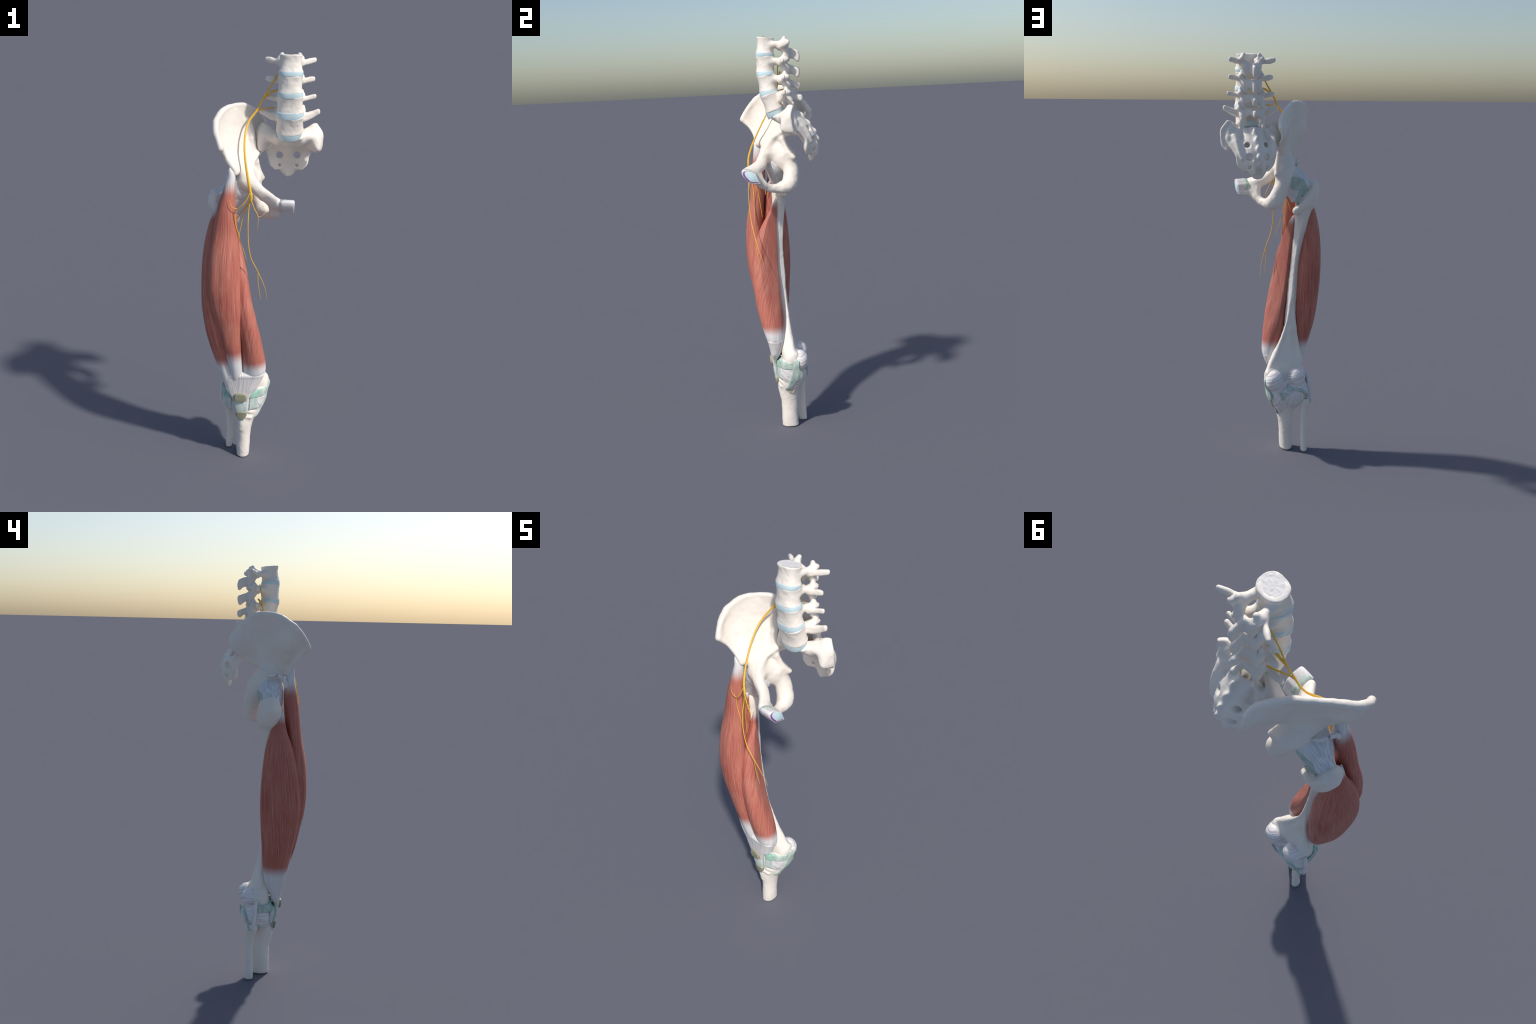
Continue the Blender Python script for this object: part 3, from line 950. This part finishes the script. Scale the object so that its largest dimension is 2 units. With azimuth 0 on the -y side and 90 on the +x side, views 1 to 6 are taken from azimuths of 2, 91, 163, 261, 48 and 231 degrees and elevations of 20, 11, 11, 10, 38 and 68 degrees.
# great trochanter
cl.patch([[(-.200, .020, 1.368, .017), (-.212, -.002, 1.376, .021), (-.208, -.026, 1.368, .019)],
          [(-.200, .020, 1.330, .026), (-.216, -.006, 1.336, .029), (-.208, -.030, 1.336, .025)],
          [(-.184, .010, 1.280, .033), (-.190, -.004, 1.280, .034), (-.184, -.022, 1.284, .033)]], 0.015, 0.008)
# pit between neck and trochanter
cl.ellipsoid((-.178, .036, 1.368), (.014, .018, .022), 0.012, carve=True)
cl.tube([(-.185, .012, 1.300, .038), (-.163, -.006, 1.260, .042), (-.158, -.018, 1.200, .0375), (-.146, -.027, 1.100, .0315), (-.131, -.029, 1.0, .0258),
         (-.120, -.028, .90, .025), (-.109, -.024, .77, .0268), (-.099, -.018, .67, .029), (-.091, -.008, .57, .030)], 0.02)
# crest between the trochanters, small trochanter
cl.tube([(-.205, .040, 1.368, .012), (-.185, .042, 1.320, .016), (-.150, .034, 1.275, .016), (-.118, .020, 1.245, .018)], 0.015)
cl.ellipsoid((-.112, .014, 1.240), (.014, .018, .020), 0.012)
# rough line that splits towards the knee
cl.tube([(-.156, .014, 1.20, .006), (-.135, .002, 1.08, .006), (-.121, -.005, .97, .005), (-.109, -.003, .83, .0045), (-.103, -.002, .77, .0035)], 0.012)
cl.tube([(-.112, -.006, .90, .003), (-.105, -.003, .82, .0045), (-.086, .001, .71, .006), (-.053, .008, .60, .008), (-.014, .016, .51, .010), (.020, .026, .44, .012)], 0.010)
cl.tube([(-.116, -.006, .90, .003), (-.113, -.003, .82, .004), (-.117, .004, .70, .006), (-.128, .012, .58, .008), (-.146, .022, .47, .010)], 0.010)
cl.zloft([(.64, -.125, -.070, -.045, .006), (.58, -.135, -.045, -.042, .013), (.52, -.140, -.006, -.040, .028), (.47, -.148, .016, -.040, .042), (.43, -.163, .034, -.038, .050), (.39, -.170, .040, -.034, .050), (.36, -.165, .036, -.03, .05)], 0.02, 2.6)
cl.ellipsoid((-.004, .032, .400), (.044, .046, .045), 0.015)
cl.ellipsoid((-.120, .032, .402), (.045, .046, .045), 0.015)
cl.ellipsoid((.030, .030, .415), (.016, .026, .026), 0.012)
# shallow hollow above the condyles
cl.ellipsoid((-.062, .092, .49), (.045, .040, .075), 0.02, carve=True)
cl.blur(1)
clay_mesh("femur", cl, BONE, lumps=((26, .0016), (70, .0007)), smooth=1)

# ---------------------------------------------------------------- lower leg
cl = Clay((-.20, -.085, -.012), (.05, .12, .36), 0.003)
cl.zloft([(.0, -.109, -.046, -.045, .039), (.015, -.110, -.044, -.046, .040), (.10, -.110, -.041, -.046, .042), (.16, -.112, -.034, -.049, .047), (.205, -.119, -.022, -.052, .052),
          (.24, -.134, -.004, -.053, .066), (.28, -.160, .014, -.050, .084), (.33, -.172, .024, -.044, .09)], 0.01, 2.05)
# shin bump under the knee-cap ligament, ridges on the inner front
cl.tube([(-.085, -.044, .262, .014), (-.085, -.046, .225, .015), (-.088, -.038, .17, .012)], 0.02)
for x, y, z in ((-.045, -.047, .268), (-.030, -.036, .262), (-.060, -.050, .240), (-.040, -.044, .232)):
    cl.ellipsoid((x, y, z), (.010, .009, .008), 0.012)
cl.blur(1)
clay_mesh("tibia", cl, BONE, lumps=((28, .0014), (80, .0005)), smooth=2)

cl = Clay((-.21, .0, -.012), (-.10, .12, .32), 0.0028)
cl.zloft([(.0, -.1675, -.136, .045, .086), (.015, -.169, -.135, .0445, .087), (.10, -.167, -.134, .047, .086), (.18, -.169, -.132, .047, .087), (.225, -.177, -.130, .040, .088), (.262, -.186, -.132, .028, .088), (.285, -.184, -.140, .034, .084)], 0.01, 2.3)
cl.ellipsoid((-.172, .056, .268), (.016, .022, .020), 0.012)
cl.blur(1)
clay_mesh("fibula", cl, BONE, lumps=((30, .0015), (80, .0007)), smooth=1)

# ---------------------------------------------------------------- joint capsules
cl = Clay((-.22, -.11, .17), (.075, .135, .505), 0.003)
cl.ellipsoid((.003, .059, .388), (.048, .045, .054), 0.008)
cl.ellipsoid((-.114, .059, .400), (.046, .045, .054), 0.008)
cl.zloft([(.398, -.166, .036, -.034, .050), (.375, -.174, .040, -.045, .066), (.34, -.180, .036, -.052, .092), (.31, -.181, .030, -.054, .099), (.28, -.172, .018, -.050, .092), (.25, -.150, .000, -.034, .074), (.225, -.125, -.014, -.01, .056), (.205, -.105, -.026, .01, .044)], 0.012, 2.5)
cl.zloft([(.36, -.130, -.040, -.070, -.01), (.31, -.125, -.040, -.062, -.01), (.27, -.120, -.045, -.056, -.01), (.24, -.11, -.05, -.05, -.01)], 0.012, 2.5)
# cleft between the bulges, openings behind
cl.tube([(-.054, .108, .455, .024), (-.053, .096, .41, .017), (-.049, .092, .37, .010), (-.040, .098, .342, .006)], 0.010, carve=True)
cl.tube([(-.070, .11, .325, .006), (-.085, .108, .330, .005)], 0.004, carve=True)
cl.tube([(-.128, .10, .310, .006), (-.148, .095, .304, .005)], 0.004, carve=True)
cl.blur(1)
v_, q_ = None, None
knee_cap = clay_mesh("knee_capsule", cl, KNEE_FIB, lumps=((60, .0008), (110, .0005)), smooth=1)

cl = Clay((-.24, -.13, 1.28), (-.02, .085, 1.52), 0.003)
cl.tube([(-.090, -.018, 1.413, .060), (-.122, -.016, 1.400, .051), (-.150, -.012, 1.380, .042), (-.172, -.010, 1.364, .038)], 0.01)
cl.tube([(-.088, -.020, 1.385, .052), (-.118, -.010, 1.325, .038), (-.130, -.006, 1.275, .024)], 0.015)
cl.tube([(-.10, -.050, 1.44, .030), (-.14, -.045, 1.36, .026), (-.160, -.035, 1.290, .018)], 0.02)
cl.blur(1)
clay_mesh("hip_capsule", cl, HIP_FIB, lumps=((55, .0008),), smooth=1)

# ---------------------------------------------------------------- muscles
RF = [(1.522, -.139, -.133, -.124, -.119), (1.505, -.146, -.122, -.127, -.104), (1.488, -.148, -.114, -.128, -.092), (1.436, -.161, -.112, -.134, -.079), (1.36, -.186, -.110, -.146, -.074), (1.28, -.204, -.102, -.156, -.078),
      (1.20, -.218, -.096, -.164, -.086), (1.12, -.230, -.090, -.180, -.092), (1.03, -.237, -.086, -.190, -.096), (.95, -.237, -.084, -.194, -.096), (.84, -.220, -.080, -.187, -.094),
      (.72, -.190, -.080, -.164, -.084), (.66, -.175, -.080, -.154, -.078), (.59, -.154, -.079, -.137, -.070), (.506, -.139, -.077, -.114, -.060), (.47, -.134, -.078, -.1025, -.06), (.435, -.125, -.085, -.088, -.07)]
loft_mesh("straight_thigh_muscle", RF, muscle("straight_muscle_fibres", [(1.47, 1.39), (.560, .640)], ((-.135, -.11, 1.45), (-.11, -.09, .45), (0, 1))), quad=((2.1, 2.1, 2.1, 1.95), (2.1, 2.1, 2.15, 1.9)), na=96, lumps=((26, .0022), (70, .0008)))
VL = [(1.345, -.200, -.194, -.064, -.058), (1.315, -.212, -.186, -.070, -.048), (1.28, -.222, -.180, -.076, -.030), (1.25, -.232, -.178, -.082, -.010), (1.225, -.239, -.176, -.088, .000), (1.17, -.252, -.165, -.108, .017), (1.09, -.266, -.150, -.132, .028), (1.0, -.273, -.132, -.150, .034),
      (.90, -.274, -.122, -.160, .035), (.77, -.263, -.114, -.150, .028), (.667, -.243, -.112, -.132, .019), (.57, -.214, -.116, -.112, .009), (.49, -.189, -.115, -.100, -.004), (.43, -.169, -.110, -.088, -.030), (.385, -.150, -.105, -.08, -.05), (.375, -.14, -.11, -.075, -.06)]
loft_mesh("outer_thigh_muscle", VL, muscle("outer_muscle_fibres", [(1.32, 1.265), (.520, .590)], ((-.20, -.05, 1.25), (-.15, -.05, .45), (1, 0)), -0.6), quad=((2.2, 1.75, 2.4, 2.2), (2.1, 1.6, 2.5, 2.2)), na=96, lumps=((24, .0025), (70, .0008)))
VM = [(1.215, -.122, -.114, -.034, -.026), (1.187, -.126, -.098, -.050, -.022), (1.157, -.128, -.090, -.064, -.022), (1.10, -.130, -.074, -.096, -.028), (1.02, -.130, -.054, -.132, -.030), (.90, -.126, -.034, -.156, -.031),
      (.78, -.108, -.009, -.160, -.028), (.68, -.090, .012, -.152, -.020), (.60, -.084, .027, -.137, -.014), (.545, -.081, .034, -.123, -.013), (.515, -.080, .035, -.114, -.013), (.494, -.079, .031, -.107, -.014), (.4885, -.078, .028, -.1045, -.016)]
loft_mesh("inner_thigh_muscle", VM, muscle("inner_muscle_fibres", [(.517, .580), (1.215, 1.16)], ((-.11, -.06, 1.18), (-.03, -.06, .5), (-1, 0)), 2.4), quad=((2.0, 2.4, 2.3, 2.0), (1.25, 2.3, 2.2, 1.75)), lean=.35, na=96, lumps=((24, .0022), (70, .0008)))
VI = [(1.30, -.165, -.135, -.062, -.045), (1.24, -.178, -.132, -.078, -.040), (1.12, -.178, -.122, -.088, -.035), (.95, -.170, -.085, -.115, -.03), (.75, -.150, -.075, -.105, -.03), (.55, -.130, -.075, -.085, -.03), (.48, -.12, -.08, -.07, -.04)]
loft_mesh("deep_thigh_muscle", VI, muscle("deep_muscle_fibres", [(1.31, 1.27)], ((-.155, -.06, 1.25), (-.10, -.05, .5), (0, 1))), n=2.2, nr=80, na=48)
# common tendon over the knee cap
QT = [(.512, -.145, .022, -.096, -.010), (.495, -.165, .030, -.1075, -.012), (.47, -.173, .023, -.103, -.015), (.44, -.168, .010, -.097, -.024), (.41, -.158, -.004, -.092, -.036), (.385, -.146, -.026, -.088, -.050), (.36, -.132, -.042, -.086, -.056), (.34, -.122, -.050, -.081, -.058), (.326, -.110, -.060, -.075, -.06)]
loft_mesh("knee_cap_tendon", QT, TENDON_FAN, nr=70, n=3.0, lumps=((40, .0010),))
# reflected head: a band that curls over the hip joint
sweep("reflected_tendon", [(-.112, .000, 1.478, .004), (-.128, -.014, 1.485, .007), (-.142, -.042, 1.488, .008), (-.146, -.066, 1.476, .009), (-.145, -.082, 1.452, .010), (-.146, -.095, 1.42, .008)], TENDON)

# ---------------------------------------------------------------- ligaments
knee = tree("knee_capsule", "tibia", "femur", "fibula", "knee_cap_tendon")
front = tree("knee_capsule", "tibia", "knee_cap_tendon")
joint = tree("knee_capsule", "tibia", "femur", "fibula")
sheet("knee_cap_ligament", [[(-.120, -.073, .348), (-.086, -.080, .348), (-.050, -.073, .348)], [(-.116, -.070, .300), (-.085, -.0745, .300), (-.054, -.070, .300)], [(-.108, -.062, .262), (-.084, -.0665, .262), (-.060, -.062, .262)], [(-.094, -.054, .215), (-.085, -.055, .212), (-.074, -.054, .215)], [(-.088, -.052, .20), (-.085, -.052, .198), (-.081, -.052, .20)]], GREEN_PALE, None, .002, .003)
sheet("inner_side_ligament", [[(.036, .028, .400), (.046, .040, .403), (.040, .052, .396)], [(.026, .020, .35), (.036, .040, .35), (.034, .056, .345)], [(.000, .008, .29), (.018, .040, .30), (.023, .079, .316)], [(-.018, -.004, .245), (.000, .018, .262), (.012, .040, .275)], [(-.035, -.010, .222), (-.030, -.004, .218), (-.026, .002, .224)]], GREEN, knee, .005, .005)
# retaining bands on both sides: a level band, an upright band, and the darker field where they overlap
sheet("knee_band", [[(-.040, -.056, .386), (-.002, -.042, .388), (.036, .008, .386), (.042, .026, .383)], [(-.042, -.058, .346), (-.006, -.042, .346), (.030, .008, .346), (.038, .026, .346)]], GREEN, joint, .002, .003)
sheet("knee_band", [[(-.036, -.052, .390), (-.018, -.046, .405), (-.001, -.038, .415)], [(-.044, -.056, .346), (-.025, -.050, .346), (-.004, -.040, .346)], [(-.046, -.052, .276), (-.032, -.040, .276), (-.018, -.024, .281)]], GREEN_PALE, joint, .0035, .003)
sheet("knee_band", [[(-.040, -.055, .385), (-.018, -.048, .387), (-.003, -.040, .387)], [(-.044, -.056, .346), (-.025, -.050, .346), (-.005, -.041, .346)]], GREEN_DEEP, joint, .006, .0025, nu=16, nv=16)
sheet("knee_band", [[(-.134, -.056, .386), (-.165, -.030, .386), (-.176, .012, .384), (-.178, .030, .382)], [(-.132, -.058, .348), (-.168, -.030, .348), (-.180, .012, .348), (-.182, .030, .348)]], GREEN, joint, .002, .003)
sheet("knee_band", [[(-.156, -.040, .412), (-.146, -.048, .395), (-.136, -.054, .376)], [(-.166, -.032, .346), (-.152, -.045, .346), (-.134, -.056, .346)], [(-.152, -.030, .280), (-.144, -.036, .278), (-.136, -.042, .276)]], GREEN_PALE, joint, .0035, .003)
sheet("knee_band", [[(-.165, -.034, .387), (-.150, -.046, .387), (-.137, -.054, .387)], [(-.167, -.032, .348), (-.152, -.045, .348), (-.134, -.056, .348)]], GREEN_DEEP, joint, .006, .0025, nu=16, nv=16)
sweep("outer_side_ligament", [(-.170, .036, .408, .007), (-.180, .042, .385, .0095), (-.187, .048, .335, .0085), (-.190, .054, .285, .0085), (-.187, .056, .262, .009)], TENDON)
sheet("arched_ligament", [[(-.052, .104, .372), (-.085, .11, .356), (-.120, .10, .350), (-.152, .09, .336), (-.178, .078, .290), (-.186, .066, .262)], [(-.052, .104, .335), (-.080, .108, .338), (-.115, .10, .336), (-.144, .092, .322), (-.168, .080, .284), (-.180, .072, .258)]], GREEN, knee, .003, .003, nu=44, nv=12)
sheet("arched_ligament", [[(-.010, .095, .335), (-.055, .10, .332)], [(-.018, .09, .318), (-.048, .095, .316)], [(-.032, .09, .290), (-.036, .09, .288)]], GREEN, knee, .003, .003, nu=16, nv=16)
sheet("shin_ligament", [[(-.150, .030, .280), (-.138, .020, .282)], [(-.160, .018, .262), (-.142, .008, .265)]], GREEN, knee, .003, .003, nu=12, nv=12)
hip = tree("hip_capsule", "hip_bone", "femur")
hc = tree("hip_capsule")
sheet("hip_ligament", [[(-.085, .040, 1.415), (-.125, .045, 1.410), (-.160, .042, 1.398)], [(-.085, .042, 1.385), (-.125, .045, 1.378), (-.165, .040, 1.368)], [(-.085, .040, 1.350), (-.125, .042, 1.345), (-.168, .036, 1.345)]], GREEN, hc, .002, .003, axis=None)
sheet("hip_ligament", [[(-.160, .036, 1.372), (-.172, .036, 1.350)], [(-.125, .030, 1.330), (-.140, .030, 1.318)], [(-.105, .015, 1.285), (-.118, .018, 1.270)]], GREEN, tree("hip_capsule", "femur"), .003, .003, axis=None)


def pad(name, c, half, tilt, mat, bvh, thick, slope=None):
    """rounded pad lying on the front of the knee"""
    nu = nv = 28
    pts = np.zeros((nv, nu, 3))
    for i, s in enumerate(np.linspace(-1, 1, nv)):
        for j, u in enumerate(np.linspace(-1, 1, nu)):
            x = u * math.sqrt(1 - .42 * s * s) * half[0] * (1 + tilt * s)
            z = s * math.sqrt(1 - .42 * u * u) * half[1]
            pts[i, j] = (c[0] + x, c[1] - .02, c[2] + z)
    pos = np.array([[bvh.ray_cast(Vector(p), Vector((0, 1, 0)))[0] or Vector(p) for p in r] for r in pts])
    y = pos[..., 1].mean() * .4 + pos[..., 1] * .6
    if slope:      # lies flat on the strap
        y = slope[0] + slope[1] * (pos[..., 2] - c[2]) + slope[2] * (pos[..., 0] - c[0]) ** 2
    e = 1 - np.maximum(np.abs(np.linspace(-1, 1, nv))[:, None], np.abs(np.linspace(-1, 1, nu))[None, :])
    w = np.clip(e / .25, 0, 1)
    w = np.sqrt(1 - (1 - w) ** 2)
    top, bot = pos.copy(), pos.copy()
    top[..., 1] = y - thick * (.25 + .75 * w)
    bot[..., 1] = y + .006
    v = np.vstack([top.reshape(-1, 3), bot.reshape(-1, 3)])
    f, o = [], nu * nv
    for i in range(nv - 1):
        for j in range(nu - 1):
            a, b, cc, d = i * nu + j, i * nu + j + 1, (i + 1) * nu + j + 1, (i + 1) * nu + j
            f += [(a, b, cc, d), (o + d, o + cc, o + b, o + a)]
    rim = [j for j in range(nu)] + [i * nu + nu - 1 for i in range(1, nv)] + [(nv - 1) * nu + j for j in range(nu - 2, -1, -1)] + [i * nu for i in range(nv - 2, 0, -1)]
    for a, b in zip(rim, rim[1:] + rim[:1]):
        f.append((b, a, o + a, o + b))
    return add_mesh(name, v, f, mat)


pad("knee_pad", (-.088, -.09, .366), (.033, .025), 0.0, BURSA, front, .011)
pad("knee_pad", (-.084, -.09, .256), (.027, .025), .22, BURSA, tree("knee_cap_ligament", "tibia"), .006, slope=(-.0675, -.17, 6.0))
sheet("knee_pad", [[(-.040, -.006, .222), (-.026, .008, .222), (-.012, .028, .226)], [(-.040, .000, .208), (-.028, .010, .205), (-.016, .026, .208)], [(-.036, .006, .196), (-.030, .012, .193), (-.024, .020, .196)]], PAD_PALE, tree("tibia", "knee_capsule"), .0015, .002, nu=16, nv=16)

# ---------------------------------------------------------------- nerve
R = .0048
trunk = sweep("femoral_nerve", [(.066, .015, 1.908, .0034), (.034, .010, 1.851, .0036), (.001, .009, 1.796, .0042), (-.026, .000, 1.746, R), (-.042, -.003, 1.726, R), (-.058, -.012, 1.703, R), (-.069, -.033, 1.672, R), (-.073, -.053, 1.642, R),
                                (-.074, -.070, 1.612, R), (-.068, -.106, 1.546, .0056), (-.056, -.137, 1.480, .0062), (-.046, -.153, 1.427, .0072), (-.041, -.155, 1.393, .0074), (-.042, -.155, 1.374, .005)], NERVE, na=18, flat=.68)


def nerve(ctrl):
    ctrl = [(x, y, z, r * .72) for x, y, z, r in ctrl]
    return sweep("nerve_branch", ctrl, NERVE, parent=trunk, na=10)


nerve([(.070, .020, 1.838, .0055), (.045, .018, 1.830, .0062), (.022, .016, 1.815, .0062), (.001, .009, 1.796, .005)])
nerve([(.060, .040, 1.756, .004), (.040, .034, 1.757, .0042), (.010, .018, 1.755, .0042), (-.012, .006, 1.751, .004), (-.026, .000, 1.744, .004)])
nerve([(-.045, -.153, 1.388, .0038), (-.051, -.153, 1.333, .0032), (-.053, -.161, 1.288, .003), (-.053, -.163, 1.244, .003), (-.052, -.162, 1.203, .003), (-.046, -.159, 1.148, .0029), (-.036, -.154, 1.106, .0028), (-.020, -.148, 1.072, .0027),
       (-.006, -.140, 1.040, .0026), (.006, -.132, 1.010, .0022), (.021, -.122, .969, .0018), (.029, -.111, .937, .0013), (.034, -.099, .891, .0008)])
nerve([(-.007, -.140, 1.040, .002), (-.007, -.137, .995, .0019), (-.001, -.131, .949, .0015), (.007, -.124, .901, .0008)])
nerve([(-.046, -.157, 1.416, .0028), (-.062, -.160, 1.383, .0028), (-.081, -.160, 1.359, .0028), (-.101, -.151, 1.342, .0026), (-.110, -.146, 1.312, .0026), (-.112, -.141, 1.284, .0026), (-.106, -.138, 1.252, .0025), (-.096, -.137, 1.223, .0022), (-.082, -.138, 1.172, .0018), (-.066, -.140, 1.123, .0013), (-.054, -.141, 1.080, .0008)])
nerve([(-.101, -.151, 1.342, .002), (-.118, -.155, 1.347, .0018), (-.130, -.155, 1.361, .0014), (-.134, -.153, 1.384, .0008)])
nerve([(-.040, -.155, 1.384, .0028), (-.027, -.156, 1.348, .0025), (-.009, -.155, 1.309, .0022), (-.008, -.152, 1.288, .0014), (-.010, -.148, 1.260, .0010), (-.012, -.144, 1.237, .0006)])
nerve([(-.009, -.155, 1.309, .0014), (.004, -.152, 1.309, .001), (.020, -.146, 1.324, .0006)])
nerve([(-.044, -.150, 1.386, .0034), (-.064, -.128, 1.345, .0034), (-.086, -.098, 1.310, .0032), (-.104, -.080, 1.276, .003), (-.116, -.078, 1.235, .0022)])
nerve([(-.046, -.150, 1.384, .0034), (-.062, -.134, 1.34, .0034), (-.078, -.120, 1.29, .003), (-.090, -.112, 1.235, .0027), (-.098, -.106, 1.18, .002), (-.100, -.100, 1.12, .0012)])
